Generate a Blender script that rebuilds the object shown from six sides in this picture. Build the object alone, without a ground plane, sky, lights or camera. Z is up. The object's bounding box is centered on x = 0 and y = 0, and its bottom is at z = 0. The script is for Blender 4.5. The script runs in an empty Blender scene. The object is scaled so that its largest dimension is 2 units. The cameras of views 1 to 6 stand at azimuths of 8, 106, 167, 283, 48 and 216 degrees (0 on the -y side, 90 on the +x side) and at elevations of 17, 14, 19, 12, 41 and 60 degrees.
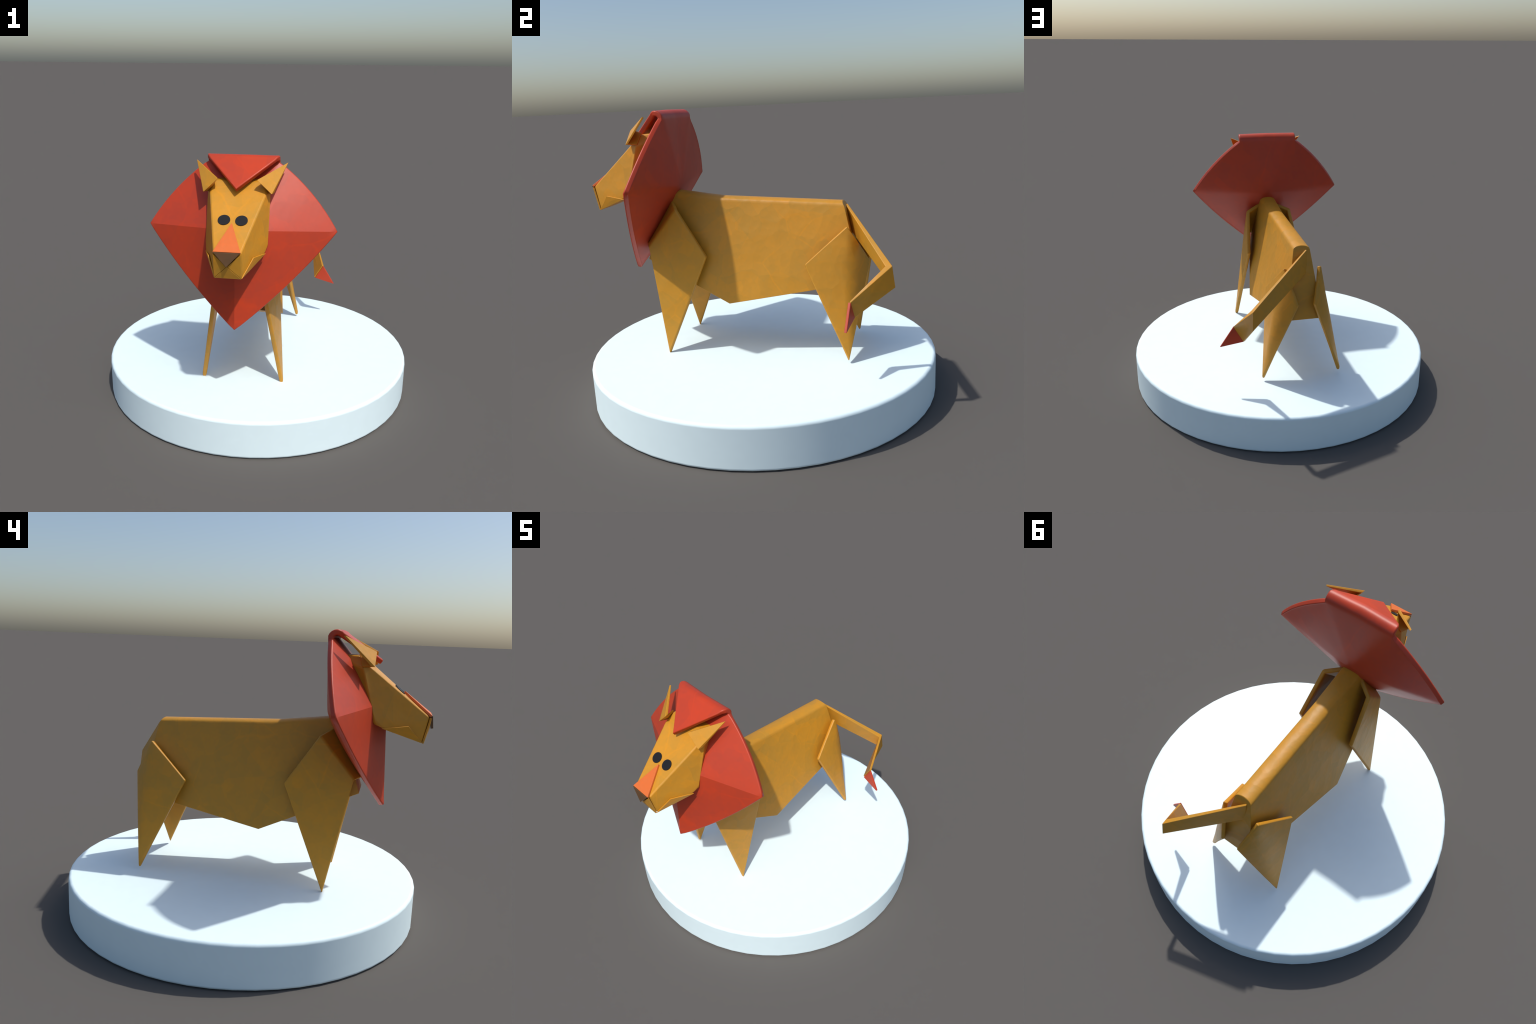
import bpy, bmesh, math
from mathutils import Vector

AXIS_X = -0.0215          # the lion's plane of symmetry
V = Vector


# ------------------------------------------------------------------ materials
def new_material(name):
    m = bpy.data.materials.new(name)
    m.use_nodes = True
    nt = m.node_tree
    bsdf = nt.nodes["Principled BSDF"]
    return m, nt, bsdf


def paper(name, base, tint, rough, bump_strength, mix_amount=1.0, crease_scale=5.0, spec=0.4, offset=(0, 0, 0)):
    """Creased paper: straight-edged facets in two close tones, thin crease lines, a faint bump."""
    m, nt, bsdf = new_material(name)
    N, L = nt.nodes, nt.links

    def math_node(op, a, b=None, clamp=False):
        n = N.new("ShaderNodeMath")
        n.operation = op
        n.use_clamp = clamp
        for i, v in enumerate((a, b)):
            if v is None:
                continue
            if isinstance(v, (int, float)):
                n.inputs[i].default_value = v
            else:
                L.new(v, n.inputs[i])
        return n.outputs[0]
    co = N.new("ShaderNodeTexCoord")
    mp = N.new("ShaderNodeMapping")
    mp.inputs["Location"].default_value = offset
    mp.inputs["Rotation"].default_value = (0.6, 0.4, 0.9)
    L.new(co.outputs["Object"], mp.inputs["Vector"])
    # slightly warped coordinates so that the creases are not ruler straight
    warp = N.new("ShaderNodeTexNoise")
    warp.inputs["Scale"].default_value = 7.0
    warp.inputs["Detail"].default_value = 4.0
    L.new(mp.outputs[0], warp.inputs["Vector"])
    add = N.new("ShaderNodeVectorMath")
    add.operation = 'MULTIPLY_ADD'
    add.inputs[1].default_value = (0.045, 0.045, 0.045)
    L.new(warp.outputs["Color"], add.inputs[0])
    L.new(mp.outputs[0], add.inputs[2])

    def voronoi(feature, scale):
        v = N.new("ShaderNodeTexVoronoi")
        v.feature = feature
        v.inputs["Scale"].default_value = scale
        L.new(add.outputs[0], v.inputs["Vector"])
        return v
    big, small, fine = voronoi('F1', crease_scale), voronoi('F1', crease_scale * 2.4), voronoi('F1', crease_scale * 6.0)
    height = math_node('ADD', math_node('ADD', math_node('MULTIPLY', big.outputs["Distance"], 1.0),
                                        math_node('MULTIPLY', small.outputs["Distance"], 0.5)),
                       math_node('MULTIPLY', fine.outputs["Distance"], 0.16))
    bump = N.new("ShaderNodeBump")
    bump.inputs["Strength"].default_value = bump_strength
    bump.inputs["Distance"].default_value = 0.02
    L.new(height, bump.inputs["Height"])
    L.new(bump.outputs[0], bsdf.inputs["Normal"])
    # tone: per-facet shade + cloudy grain + thin crease lines that come and go
    cell = []
    for v, w in ((big, 0.26), (small, 0.24), (fine, 0.12)):
        sep = N.new("ShaderNodeSeparateColor")
        L.new(v.outputs["Color"], sep.inputs[0])
        cell.append(math_node('MULTIPLY', sep.outputs[0], w))
    grain = N.new("ShaderNodeTexNoise")
    grain.inputs["Scale"].default_value = 22.0
    grain.inputs["Detail"].default_value = 7.0
    grain.inputs["Roughness"].default_value = 0.62
    grain.inputs["Distortion"].default_value = 1.6
    L.new(mp.outputs[0], grain.inputs["Vector"])
    tone = math_node('ADD', math_node('ADD', math_node('ADD', cell[0], cell[1]), cell[2]),
                     math_node('MULTIPLY', grain.outputs["Fac"], 0.42))
    tone = math_node('ADD', math_node('MULTIPLY', math_node('SUBTRACT', tone, 0.52), 1.45), 0.47)
    edge = voronoi('DISTANCE_TO_EDGE', crease_scale * 0.8)
    line = math_node('SUBTRACT', 1.0, math_node('MULTIPLY', edge.outputs["Distance"], 40.0), clamp=True)
    gate = N.new("ShaderNodeTexNoise")
    gate.inputs["Scale"].default_value = 4.5
    L.new(mp.outputs[0], gate.inputs["Vector"])
    gate_v = math_node('MULTIPLY', math_node('SUBTRACT', gate.outputs["Fac"], 0.42, clamp=True), 5.0, clamp=True)
    tone = math_node('ADD', tone, math_node('MULTIPLY', math_node('MULTIPLY', line, gate_v), 0.42))
    tone = math_node('MULTIPLY', tone, mix_amount, clamp=True)
    mix = N.new("ShaderNodeMix")
    mix.data_type = 'RGBA'
    mix.inputs["A"].default_value = (*base, 1)
    mix.inputs["B"].default_value = (*tint, 1)
    L.new(tone, mix.inputs["Factor"])
    L.new(mix.outputs["Result"], bsdf.inputs["Base Color"])
    bsdf.inputs["Roughness"].default_value = rough
    bsdf.inputs["Specular IOR Level"].default_value = spec
    return m


def plain(name, base, rough, spec=0.5):
    m, nt, bsdf = new_material(name)
    N, L = nt.nodes, nt.links
    co = N.new("ShaderNodeTexCoord")
    no = N.new("ShaderNodeTexNoise")
    no.inputs["Scale"].default_value = 14.0
    no.inputs["Detail"].default_value = 4.0
    L.new(co.outputs["Object"], no.inputs["Vector"])
    mix = N.new("ShaderNodeMix")
    mix.data_type = 'RGBA'
    mix.inputs["A"].default_value = (*[c * 0.98 for c in base], 1)
    mix.inputs["B"].default_value = (*[min(1.0, c * 1.02) for c in base], 1)
    L.new(no.outputs["Fac"], mix.inputs["Factor"])
    L.new(mix.outputs["Result"], bsdf.inputs["Base Color"])
    bsdf.inputs["Roughness"].default_value = rough
    bsdf.inputs["Specular IOR Level"].default_value = spec
    return m


GOLD = paper("gold_paper", (0.475, 0.240, 0.026), (0.635, 0.267, 0.014), 0.47, 0.19)
RED = paper("red_paper", (0.415, 0.046, 0.020), (0.535, 0.048, 0.012), 0.44, 0.06, crease_scale=4.0, offset=(3.1, 0.7, 0.2))
ORANGE = paper("orange_paper", (0.63, 0.150, 0.034), (0.71, 0.145, 0.024), 0.5, 0.08, crease_scale=12.0)
BROWN = paper("nose_brown_paper", (0.105, 0.055, 0.022), (0.12, 0.056, 0.020), 0.5, 0.06, crease_scale=12.0)
EYE = plain("eye_charcoal", (0.010, 0.010, 0.0115), 0.5, 0.3)
WHITE = plain("plinth_white", (0.80, 0.95, 0.975), 0.6, 0.4)


# ------------------------------------------------------------------ helpers
root = bpy.data.objects.new("paper_lion", None)
bpy.context.scene.collection.objects.link(root)
root["label"] = "folded paper lion with red mane on round white plinth"
root["category"] = "origami animal"


def to_object(name, bm, mat, parent=None, smooth_angle=35.0):
    me = bpy.data.meshes.new(name)
    bm.normal_update()
    bm.to_mesh(me)
    bm.free()
    ob = bpy.data.objects.new(name, me)
    bpy.context.scene.collection.objects.link(ob)
    me.materials.append(mat)
    ob.parent = parent or root
    ob["smooth"] = smooth_angle
    return ob


def finish(ob, bevel=0.0, segments=3, angle=32.0):
    """Apply a bevel to the sharp edges, then shade smooth except across real corners."""
    if bevel > 0:
        md = ob.modifiers.new("bevel", 'BEVEL')
        md.width = bevel
        md.segments = segments
        md.limit_method = 'ANGLE'
        md.angle_limit = math.radians(angle)
        md.use_clamp_overlap = True
        md.miter_outer = 'MITER_SHARP'
        dg = bpy.context.evaluated_depsgraph_get()
        me = bpy.data.meshes.new_from_object(ob.evaluated_get(dg))
        ob.modifiers.clear()
        old = ob.data
        ob.data = me
        name = old.name
        bpy.data.meshes.remove(old)
        me.name = name
    me = ob.data
    me.polygons.foreach_set("use_smooth", [True] * len(me.polygons))
    me.set_sharp_from_angle(angle=math.radians(ob["smooth"]))
    del ob["smooth"]
    # weighted normals keep the big facets flat beside their rounded edges
    md = ob.modifiers.new("facet_normals", 'WEIGHTED_NORMAL')
    md.keep_sharp = True
    md.weight = 80
    return ob


def mirror(points, side):
    return [V((p[0] * side + AXIS_X, p[1], p[2])) for p in points]


def folded(name, points, faces, outward, thickness, mat, **kw):
    """Sheet whose first face looks along `outward`; thickness goes to the other side."""
    bm = bmesh.new()
    vs = [bm.verts.new(p) for p in points]
    for f in faces:
        bm.faces.new([vs[i] for i in f])
    bmesh.ops.recalc_face_normals(bm, faces=bm.faces)
    bm.faces.ensure_lookup_table()
    bm.normal_update()
    flip = bm.faces[0].normal.dot(V(outward)) < 0
    fs = [[v.index for v in f.verts] for f in bm.faces]
    bm.verts.index_update()
    fs = [[v.index for v in f.verts] for f in bm.faces]
    bm.free()
    if flip:
        fs = [list(reversed(f)) for f in fs]
    return sheet_raw(name, points, fs, thickness, mat, **kw)


def sheet_raw(name, points, faces, thickness, mat, parent=None, fold=0.0, fold_segments=4, bevel=0.005,
              offset=-1.0, fold_angle=5.0):
    bm = bmesh.new()
    vs = [bm.verts.new(p) for p in points]
    for f in faces:
        bm.faces.new([vs[i] for i in f])
    bm.normal_update()
    if fold > 0:
        inner = [e for e in bm.edges if len(e.link_faces) == 2 and e.calc_face_angle() > math.radians(fold_angle)]
        bmesh.ops.bevel(bm, geom=inner, offset=fold, segments=fold_segments, affect='EDGES', profile=0.5,
                        clamp_overlap=True)
    ob = to_object(name, bm, mat, parent)
    md = ob.modifiers.new("solid", 'SOLIDIFY')
    md.thickness = thickness
    md.offset = offset
    md.use_even_offset = True
    dg = bpy.context.evaluated_depsgraph_get()
    me = bpy.data.meshes.new_from_object(ob.evaluated_get(dg))
    ob.modifiers.clear()
    old = ob.data
    ob.data = me
    bpy.data.meshes.remove(old)
    me.name = name
    return finish(ob, bevel, 3, 48.0)


def solid(name, points, faces, mat, parent=None, bevel=0.004, segments=3, angle=25.0, smooth=35.0):
    bm = bmesh.new()
    vs = [bm.verts.new(p) for p in points]
    for f in faces:
        bm.faces.new([vs[i] for i in f])
    bmesh.ops.recalc_face_normals(bm, faces=bm.faces)
    ob = to_object(name, bm, mat, parent, smooth)
    return finish(ob, bevel, segments, angle)


# ------------------------------------------------------------------ plinth
PLINTH_R, PLINTH_Y, PLINTH_H = 0.99, 0.010, 0.2290


def build_plinth():
    seg = 60
    top_r, low_r = 0.018, 0.017
    prof = [(0.0, 0.0)]
    for i in range(4):
        a = math.pi / 2 * i / 3
        prof.append((PLINTH_R - low_r + low_r * math.sin(a), low_r - low_r * math.cos(a)))
    for i in range(6):
        a = math.pi / 2 * i / 5
        prof.append((PLINTH_R - top_r + top_r * math.cos(a), PLINTH_H - top_r + top_r * math.sin(a)))
    prof.append((0.0, PLINTH_H))
    bm = bmesh.new()
    rings = []
    for r, z in prof:
        if r == 0:
            rings.append([bm.verts.new((0, PLINTH_Y, z))])
        else:
            rings.append([bm.verts.new((r * math.cos(2 * math.pi * k / seg), PLINTH_Y + r * math.sin(2 * math.pi * k / seg), z))
                          for k in range(seg)])
    for a, b in zip(rings, rings[1:]):
        for k in range(seg):
            k2 = (k + 1) % seg
            if len(a) == 1:
                bm.faces.new((a[0], b[k2], b[k]))
            elif len(b) == 1:
                bm.faces.new((a[k], a[k2], b[0]))
            else:
                bm.faces.new((a[k], a[k2], b[k2], b[k]))
    bmesh.ops.recalc_face_normals(bm, faces=bm.faces)
    finish(to_object("plinth", bm, WHITE, smooth_angle=40.0))


build_plinth()


# ------------------------------------------------------------------ torso
def build_torso():
    half = {
        'neck': (0.056, -0.52, 1.118), 'dip': (0.052, -0.18, 1.082), 'rump': (0.052, 0.512, 1.052),
        'rear': (0.112, 0.606, 0.646), 'belly': (0.203, -0.124, 0.527),
        'chest': (0.104, -0.645, 0.752),
    }
    ridge = {'neck': (0, -0.50, 1.153), 'dip': (0, -0.18, 1.111), 'rump': (0, 0.496, 1.080)}
    arch = 5                                  # facets over each half of the back
    bm = bmesh.new()

    def vert(p, side=1):
        return bm.verts.new((p[0] * side + AXIS_X, p[1], p[2]))
    side_v = {s: {k: vert(p, s) for k, p in half.items()} for s in (1, -1)}
    # rounded back: quarter ellipses from the side edge to the ridge
    rows = {}
    for k in ('neck', 'dip', 'rump'):
        e, c = V(half[k]), V(ridge[k])
        row = [side_v[1][k]]
        for i in range(1, 2 * arch):
            a = math.pi * i / (2 * arch)
            x = e.x * math.cos(a)
            t = math.sin(a) ** 0.8
            row.append(bm.verts.new((x + AXIS_X, e.y + (c.y - e.y) * t, e.z + (c.z - e.z) * t)))
        row.append(side_v[-1][k])
        rows[k] = row
    for a, b in (('neck', 'dip'), ('dip', 'rump')):
        for i in range(2 * arch):
            bm.faces.new((rows[a][i], rows[a][i + 1], rows[b][i + 1], rows[b][i]))
    for s in (1, -1):
        d = side_v[s]
        bm.faces.new((d['neck'], d['dip'], d['belly'], d['chest']))
        bm.faces.new((d['dip'], d['rump'], d['belly']))
        bm.faces.new((d['rump'], d['rear'], d['belly']))
    p, n = side_v[1], side_v[-1]
    bm.faces.new(rows['rump'] + [n['rear'], p['rear']])
    bm.faces.new((p['rear'], n['rear'], n['belly'], p['belly']))
    bm.faces.new((p['belly'], n['belly'], n['chest'], p['chest']))
    bm.faces.new(rows['neck'] + [n['chest'], p['chest']])
    bmesh.ops.recalc_face_normals(bm, faces=bm.faces)
    bmesh.ops.triangulate(bm, faces=[f for f in bm.faces if len(f.verts) > 4])
    # soften: cut the flanks fine, so that they bend gently instead of in hard facets
    ob = to_object("torso", bm, GOLD, smooth_angle=40.0)
    finish(ob, 0.016, 4, 33.0)


build_torso()

# ------------------------------------------------------------------ limbs
LEG_T = 0.022


def patch(corners, n):
    """Bilinear grid over four corners: (points, quads)."""
    a, b, c, d = [V(p) for p in corners]
    pts, quads = [], []
    for i in range(n + 1):
        for j in range(n + 1):
            u, v = i / n, j / n
            pts.append(a.lerp(b, u).lerp(d.lerp(c, u), v))
    for i in range(n):
        for j in range(n):
            k = i * (n + 1) + j
            quads.append((k, k + n + 1, k + n + 2, k + 1))
    return pts, quads


def build_limbs():
    for s in (1, -1):
        # foreleg: a kite-shaped panel and a flange that runs in to the chest
        pts = mirror([(0.151, -0.423, 1.053), (0.180, -0.250, 0.792), (0.241, -0.494, 0.222), (0.141, -0.613, 0.829),
                      (0.050, -0.487, 1.090), (0.050, -0.664, 0.838)], s)
        panel, quads = patch([pts[0], pts[1], pts[2], pts[3]], 6)
        # the flange shares the panel's T-C edge (first column j = 0 .. 6 at i = 0)
        base = len(panel)
        flange = [pts[4].lerp(pts[5], j / 6) for j in range(7)]
        quads += [(j, j + 1, base + j + 1, base + j) for j in range(6)]
        folded("forelimb", panel + flange, quads, (s, 0, 0), 0.026, GOLD, fold=0.006, bevel=0.008, offset=0.0, fold_angle=30.0)
        # hind leg: a flat panel whose rear margin rolls in behind the rump, lofted from hip to foot
        hip, knee, foot, heel = [V(p) for p in ((0.105, 0.530, 0.955), (0.171, 0.307, 0.755),
                                                (0.246, 0.550, 0.243), (0.047, 0.642, 0.757))]
        split = (hip.z - knee.z) / (hip.z - foot.z)

        def along(corner, t):
            return hip.lerp(corner, t / split) if t < split else corner.lerp(foot, (t - split) / (1 - split))
        points, rows = [], []
        for t in (0.0, 0.12, split, 0.42, 0.58, 0.74, 1.0):
            if t in (0.0, 1.0):
                rows.append([len(points)])
                points.append(hip if t == 0.0 else foot)
                continue
            front, rear = along(knee, t), along(heel, t)
            crease = hip.lerp(foot, t) + V((0.001, 0.040, 0)) * (6.75 * t * (1 - t) ** 2)
            start = front.lerp(crease, 0.72)
            line = [front, front.lerp(start, 0.5), start]
            for u in (0.25, 0.5, 0.75):
                line.append(start.lerp(crease, u).lerp(crease.lerp(rear, u), u))
            line.append(rear)
            rows.append(list(range(len(points), len(points) + len(line))))
            points += line
        quads = []
        for ra, rb in zip(rows, rows[1:]):
            for j in range(6):
                if len(ra) == 1:
                    quads.append((ra[0], rb[j], rb[j + 1]))
                elif len(rb) == 1:
                    quads.append((ra[j], rb[0], ra[j + 1]))
                else:
                    quads.append((ra[j], rb[j], rb[j + 1], ra[j + 1]))
        folded("hindlimb", mirror(points, s), quads, (s, 0, 0), LEG_T, GOLD, bevel=0.008, offset=-0.2)


build_limbs()


# ------------------------------------------------------------------ tail
def build_tail():
    def P(x, y, z):
        return V((x + AXIS_X, y, z))
    root_t, root_b = P(-0.028, 0.515, 1.056), P(-0.028, 0.533, 0.922)
    elb_t, elb_b = P(0.349, 0.779, 0.806), P(0.349, 0.797, 0.698)
    end_t, end_b, tip = P(0.429, 0.588, 0.636), P(0.371, 0.600, 0.537), P(0.512, 0.577, 0.505)
    tail = folded("tail", [root_t, root_b, elb_b, elb_t, end_t, end_b], [(0, 1, 2, 3), (3, 2, 5, 4)], (0.3, 1, 0),
                  0.014, GOLD, bevel=0.003, offset=-0.5)
    folded("tail_tuft", [end_t, end_b, tip], [(0, 1, 2)], (0, 1, 0), 0.015, RED, parent=tail, bevel=0.003, offset=-0.5)


build_tail()


# ------------------------------------------------------------------ mane
def arc_points(a, b, bulge, out, n):
    """n points from a to b (b excluded) along a shallow arc that swells towards `out`."""
    pts = []
    for i in range(n):
        t = i / n
        p = a.lerp(b, t) + out * (bulge * 4 * t * (1 - t))
        pts.append(p)
    return pts


BACK_HUB_Y, BACK_HUB_Z, BACK_SWELL = -0.440, 1.175, 1.32


def build_mane():
    th, rim_r = 0.029, 0.0075
    apex = V((0, -0.736, 1.232))
    corner = V((0.531, -0.524, 1.197))
    bottom = V((0, -0.762, 0.674))
    top = V((0.202, -0.452, 1.555))
    top_mid = V((0, -0.460, 1.557))
    n_up, n_low, n_top = 18, 20, 9
    up_out = V((0.743, 0.40, 0.669))
    low_out = V((0.70, 0.0, -0.71))
    # right half of the outline, from the bottom tip to the middle of the top
    half = arc_points(bottom, corner, 0.021, low_out, n_low)
    half += arc_points(corner, top, 0.024, up_out, n_up)
    half += [top.lerp(top_mid, i / n_top) for i in range(n_top)]
    left = [V((-p.x, p.y, p.z)) for p in half[1:]]
    outline = half + [top_mid] + left[::-1]
    n = len(outline)
    shift = V((AXIS_X, 0, 0))
    rings = 12
    bm = bmesh.new()
    centre = bm.verts.new(apex + shift)
    grid = [[bm.verts.new(apex.lerp(p, r / rings) + shift) for p in outline] for r in range(1, rings + 1)]
    for k in range(n):
        k2 = (k + 1) % n
        bm.faces.new((centre, grid[0][k], grid[0][k2]))
        for r in range(rings - 1):
            bm.faces.new((grid[r][k], grid[r + 1][k], grid[r + 1][k2], grid[r][k2]))
    # the fold over the crown and the forelock that hangs from it
    first = n_low + n_up
    edge = grid[-1][first:first + 2 * n_top + 1]          # right end .. left end
    m = len(edge)
    radius, bend, arc_n = 0.0325, math.radians(146.0), 8
    rows = [edge]
    base = [v.co.copy() for v in edge]
    for i in range(1, arc_n + 1):
        a = bend * i / arc_n
        # the forelock starts to narrow on the crest of the fold, so that its margins run straight to the tip
        w = 1.0 - max(0.0, radius * (a - math.radians(98.0))) / 0.268
        rows.append([bm.verts.new((AXIS_X + (b.x - AXIS_X) * w, b.y - radius * (1 - math.cos(a)), b.z + radius * math.sin(a)))
                     for b in base])
    for a, b in zip(rows, rows[1:]):
        for j in range(m - 1):
            bm.faces.new((a[j], a[j + 1], b[j + 1], b[j]))
    tip = bm.verts.new((AXIS_X, -0.708, 1.444))
    last, mid = rows[-1], m // 2
    bm.faces.new(last[:mid + 1] + [tip])
    bm.faces.new(last[mid:] + [tip])
    bmesh.ops.recalc_face_normals(bm, faces=bm.faces)
    bm.verts.index_update()
    bm.faces.ensure_lookup_table()
    bm.normal_update()
    if bm.faces[0].normal.y > 0:
        bmesh.ops.reverse_faces(bm, faces=bm.faces)
        bm.normal_update()
    bm.verts.ensure_lookup_table()
    co = [v.co.copy() for v in bm.verts]
    nor = [v.normal.copy() for v in bm.verts]
    link = {v.index: [e.other_vert(v).index for e in v.link_edges] for v in bm.verts}
    faces = [[v.index for v in f.verts] for f in bm.faces]
    # outward direction in the sheet at each rim vertex (mitred)
    out_dirs, rim_edges = {}, []
    for e in bm.edges:
        if len(e.link_faces) == 1:
            lp = e.link_loops[0]
            a, b = lp.vert, lp.link_loop_next.vert
            d = (b.co - a.co).normalized().cross(lp.face.normal)
            rim_edges.append((a.index, b.index))
            for v in (a, b):
                out_dirs.setdefault(v.index, []).append(d)
    mitre = {}
    for i, ds in out_dirs.items():
        d = sum(ds, V((0, 0, 0))).normalized()
        mitre[i] = d / max(0.5, d.dot(ds[0]))
    mane_count = 1 + n * rings
    bm.free()
    half_t = th / 2
    front = [c + k * half_t for c, k in zip(co, nor)]
    back = [c - k * half_t for c, k in zip(co, nor)]
    for i, d in mitre.items():
        front[i] -= d * rim_r
        back[i] -= d * rim_r
    # the back is a closed, gently swelling sheet that spans from rim to rim
    hub = V((AXIS_X, BACK_HUB_Y, BACK_HUB_Z))
    for k in range(n):
        edge_back = back[1 + (rings - 1) * n + k]
        for r in range(1, rings):
            t = r / rings
            p = hub.lerp(edge_back, t)
            p.y = edge_back.y + (hub.y - edge_back.y) * (1 - t ** BACK_SWELL)
            back[1 + (r - 1) * n + k] = p
    back[0] = hub
    inner = range(0, 1 + n * (rings - 1))
    for _ in range(8):
        new = list(back)
        for i in inner:
            s = V((0, 0, 0))
            for j in link[i]:
                s += back[j]
            new[i] = back[i].lerp(s / len(link[i]), 0.5)
        back = new
    bm = bmesh.new()
    fv = [bm.verts.new(p) for p in front]
    bv = [bm.verts.new(p) for p in back]
    for f in faces:
        bm.faces.new([fv[i] for i in f])
        bm.faces.new([bv[i] for i in reversed(f)])
    # rounded rim: quarter round, flat, quarter round
    steps = 4
    profile = [(math.sin(math.pi / 2 * i / steps), half_t - rim_r + rim_r * math.cos(math.pi / 2 * i / steps))
               for i in range(1, steps + 1)]
    profile += [(o, -h) for o, h in reversed(profile)]
    strips = {}
    for i, d in mitre.items():
        col = [fv[i]]
        for o, h in profile:
            if o < 1e-6:
                continue
            col.append(bm.verts.new(co[i] - d * rim_r * (1 - o) + nor[i] * h))
        col[-1] = col[-1]
        col.append(bv[i])
        strips[i] = col
    for a, b in rim_edges:
        ca, cb = strips[a], strips[b]
        for j in range(len(ca) - 1):
            bm.faces.new((cb[j], ca[j], ca[j + 1], cb[j + 1]))
    bmesh.ops.remove_doubles(bm, verts=bm.verts, dist=1e-5)
    bmesh.ops.recalc_face_normals(bm, faces=bm.faces)
    # crisp creases on the front only
    n_front = len(front)
    bm.verts.index_update()
    for e in bm.edges:
        if e.calc_face_angle(0) > math.radians(15) and all(v.index < n_front for v in e.verts) \
                and all(all(w.index < n_front for w in f.verts) for f in e.link_faces) \
                and e.verts[0].co.y < -0.53 and e.verts[0].co.z < 1.5:
            e.smooth = False
    me = bpy.data.meshes.new("mane")
    bm.to_mesh(me)
    bm.free()
    me.polygons.foreach_set("use_smooth", [True] * len(me.polygons))
    me.materials.append(RED)
    ob = bpy.data.objects.new("mane", me)
    bpy.context.scene.collection.objects.link(ob)
    ob.parent = root
    md = ob.modifiers.new("facet_normals", 'WEIGHTED_NORMAL')
    md.keep_sharp = True
    md.weight = 60


build_mane()


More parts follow.
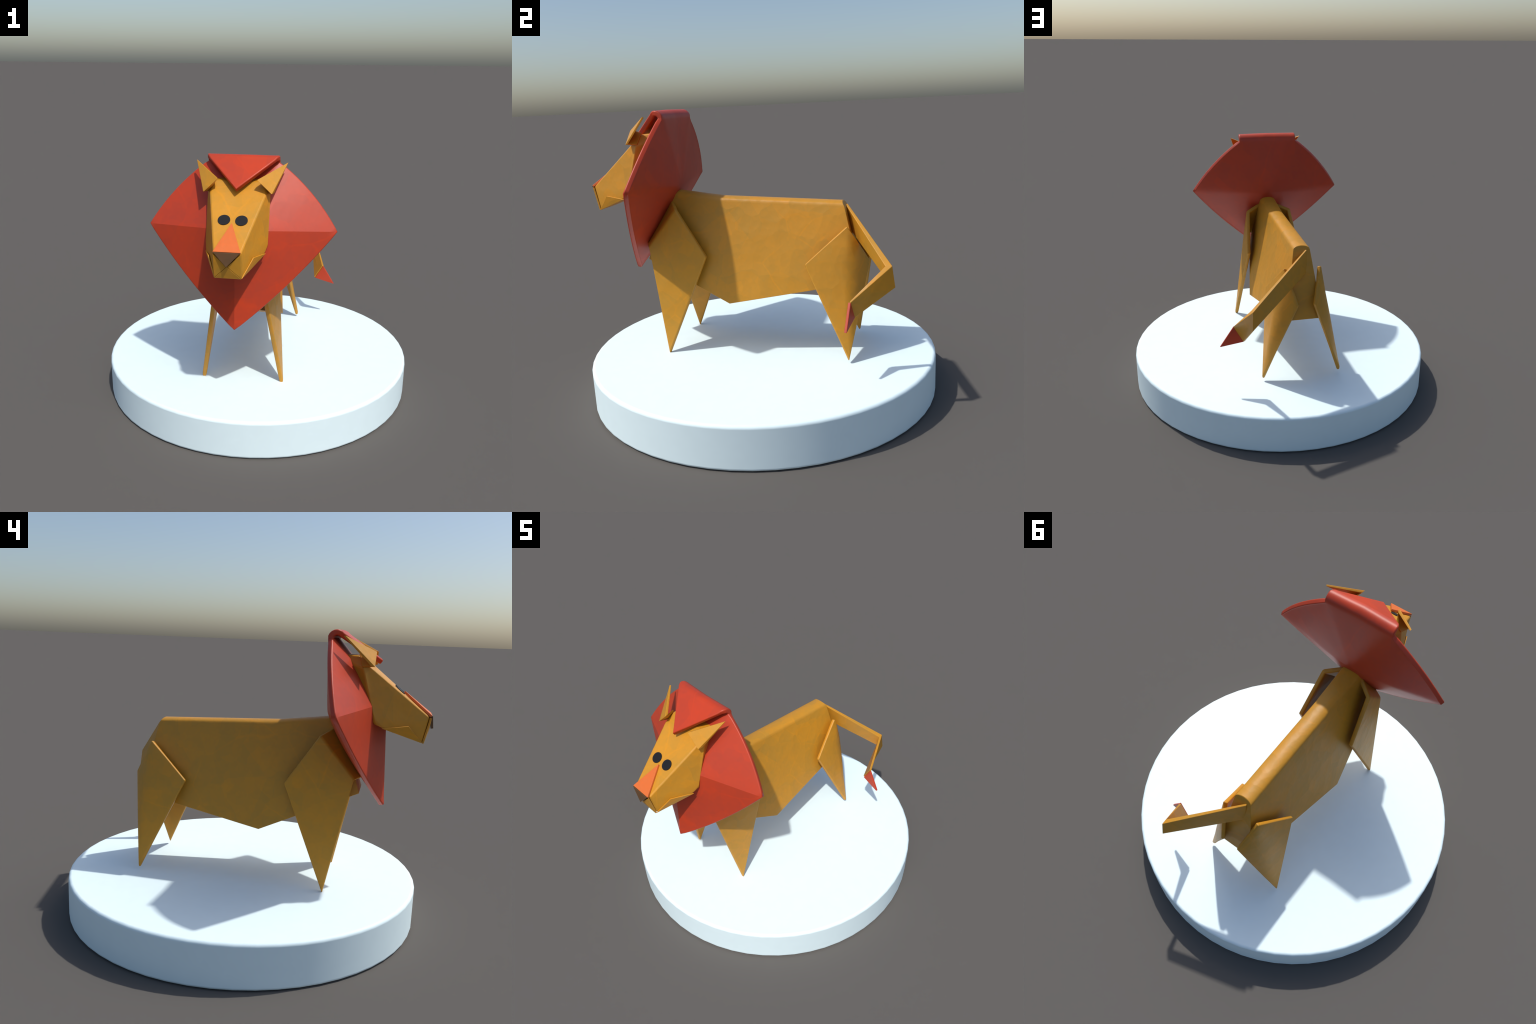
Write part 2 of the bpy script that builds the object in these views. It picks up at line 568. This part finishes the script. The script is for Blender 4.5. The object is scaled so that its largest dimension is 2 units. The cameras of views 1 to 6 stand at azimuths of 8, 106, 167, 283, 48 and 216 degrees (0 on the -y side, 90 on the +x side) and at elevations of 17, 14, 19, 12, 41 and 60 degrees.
# ------------------------------------------------------------------ head
def build_head():
    half = {
        'brow': (0.070, -0.973, 1.180), 'chin': (0.071, -0.945, 1.042), 'jaw_low': (0.163, -0.736, 1.120),
        'jaw': (0.171, -0.703, 1.148), 'temple': (0.172, -0.626, 1.416), 'fore': (0.151, -0.667, 1.419),
        'crown': (0.140, -0.602, 1.477), 'nape': (0.120, -0.500, 1.482), 'nape_low': (0.135, -0.530, 1.447),
        'cheek': (0.150, -0.655, 1.225), 'throat': (0.140, -0.650, 1.150),
    }
    names = list(half)
    pts, idx = [], {}
    for s in (1, -1):
        for k in names:
            idx[k, s] = len(pts)
            x, y, z = half[k]
            pts.append((x * s + AXIS_X, y, z))
    faces = []
    for s in (1, -1):
        g = lambda *ks: tuple(idx[k, s] for k in ks)
        faces += [g('brow', 'chin', 'jaw_low'), g('brow', 'jaw_low', 'jaw'), g('brow', 'jaw', 'fore'),
                  g('fore', 'jaw', 'temple'),
                  g('temple', 'jaw', 'cheek', 'nape_low'),
                  g('jaw', 'jaw_low', 'throat', 'cheek'),
                  g('fore', 'temple', 'crown'),
                  g('temple', 'nape_low', 'nape', 'crown')]
    w = lambda *ks: tuple(idx[k] for k in ks)
    faces += [w(('brow', 1), ('fore', 1), ('crown', 1), ('crown', -1), ('fore', -1), ('brow', -1)),
              w(('crown', 1), ('nape', 1), ('nape', -1), ('crown', -1)),
              w(('brow', 1), ('brow', -1), ('chin', -1), ('chin', 1)),
              w(('chin', 1), ('chin', -1), ('jaw_low', -1), ('jaw_low', 1)),
              w(('jaw_low', 1), ('jaw_low', -1), ('throat', -1), ('throat', 1)),
              w(('throat', 1), ('throat', -1), ('cheek', -1), ('cheek', 1)),
              w(('cheek', 1), ('cheek', -1), ('nape_low', -1), ('nape_low', 1)),
              w(('nape_low', 1), ('nape_low', -1), ('nape', -1), ('nape', 1))]
    head = solid("head", pts, faces, GOLD, bevel=0.009, segments=4, angle=26.0)

    # forehead frame, for the pieces that lie on it
    up = V((0, 0.306, 0.239)).normalized()
    nrm = V((0, -0.239, 0.306)).normalized()
    if nrm.y > 0:
        nrm = -nrm
    origin = V((AXIS_X, -0.975, 1.181))

    # snout: an orange wedge lying on the forehead
    t = 0.013
    tri = [V((AXIS_X + 0.071, -0.978, 1.178)), V((AXIS_X - 0.071, -0.978, 1.178)), V((AXIS_X, -0.832, 1.2925))]
    snout = [p + nrm * 0.0005 for p in tri] + [p + nrm * t for p in tri]
    solid("snout", snout, [(0, 1, 2), (3, 4, 5), (0, 1, 4, 3), (1, 2, 5, 4), (2, 0, 3, 5)], ORANGE, head, bevel=0.0015)

    # eyes: flat dark discs
    for s in (1, -1):
        c = V((AXIS_X + 0.046 * s, -0.815, 1.31))
        d = (c - origin).dot(nrm)
        c = c - nrm * d + nrm * 0.0018
        r, seg = 0.0325, 40
        bm = bmesh.new()
        lo = [bm.verts.new(c - nrm * 0.004 + V((1, 0, 0)) * r * math.cos(2 * math.pi * k / seg) + up * r * math.sin(2 * math.pi * k / seg)) for k in range(seg)]
        hi = [bm.verts.new(v.co + nrm * 0.006) for v in lo]
        bm.faces.new(hi)
        bm.faces.new(lo[::-1])
        for k in range(seg):
            bm.faces.new((lo[k], lo[(k + 1) % seg], hi[(k + 1) % seg], hi[k]))
        bmesh.ops.recalc_face_normals(bm, faces=bm.faces)
        finish(to_object("eye", bm, EYE, head))

    # muzzle: three thin panels round the mouth cross, and the brown nose wedge above them
    def plate(name, tri_pts, mat, depth, gap):
        c = sum(tri_pts, V((0, 0, 0))) / 3
        q = [p + (c - p).normalized() * gap for p in tri_pts]
        n = (q[1] - q[0]).cross(q[2] - q[0]).normalized()
        if n.y > 0:
            n = -n
        bk = [p - n * depth for p in q]
        return solid(name, q + bk, [(0, 1, 2), (3, 4, 5), (0, 1, 4, 3), (1, 2, 5, 4), (2, 0, 3, 5)], mat, head, bevel=0.0018)
    cross = V((AXIS_X, -0.981, 1.110))
    tl = {s: V((AXIS_X + 0.071 * s, -0.985, 1.177)) for s in (1, -1)}
    bl = {s: V((AXIS_X + 0.072 * s, -0.954, 1.038)) for s in (1, -1)}
    for s in (1, -1):
        plate("muzzle_panel", [tl[s], bl[s], cross], GOLD, 0.010, 0.0016)
    plate("muzzle_panel", [bl[1], bl[-1], cross], GOLD, 0.010, 0.0016)
    tip = V((AXIS_X, -1.0, 1.112))
    up_l = [V((AXIS_X + 0.070 * s, -0.9895, 1.186)) for s in (1, -1)]
    plate("nose", [up_l[0], up_l[1], tip], BROWN, 0.014, 0.0008)

    # jaw flaps folded up along the lower edge of each cheek
    for s in (1, -1):
        q = mirror([(0.165, -0.738, 1.116), (0.121, -0.871, 1.131), (0.073, -0.950, 1.040)], s)
        folded("jaw_flap", q, [(0, 1, 2)], (s, 0, 0), 0.006, GOLD, parent=head, bevel=0.0015)
    # ears: a triangle standing on a short strip folded off the crown
    for s in (1, -1):
        q = mirror([(0.254, -0.530, 1.574), (0.105, -0.685, 1.499), (0.184, -0.683, 1.425),
                    (0.165, -0.618, 1.418), (0.138, -0.600, 1.480)], s)
        folded("ear", q, [(0, 1, 2), (1, 4, 3, 2)], (0, -1, 0), 0.010, GOLD, parent=head, bevel=0.0018)


build_head()
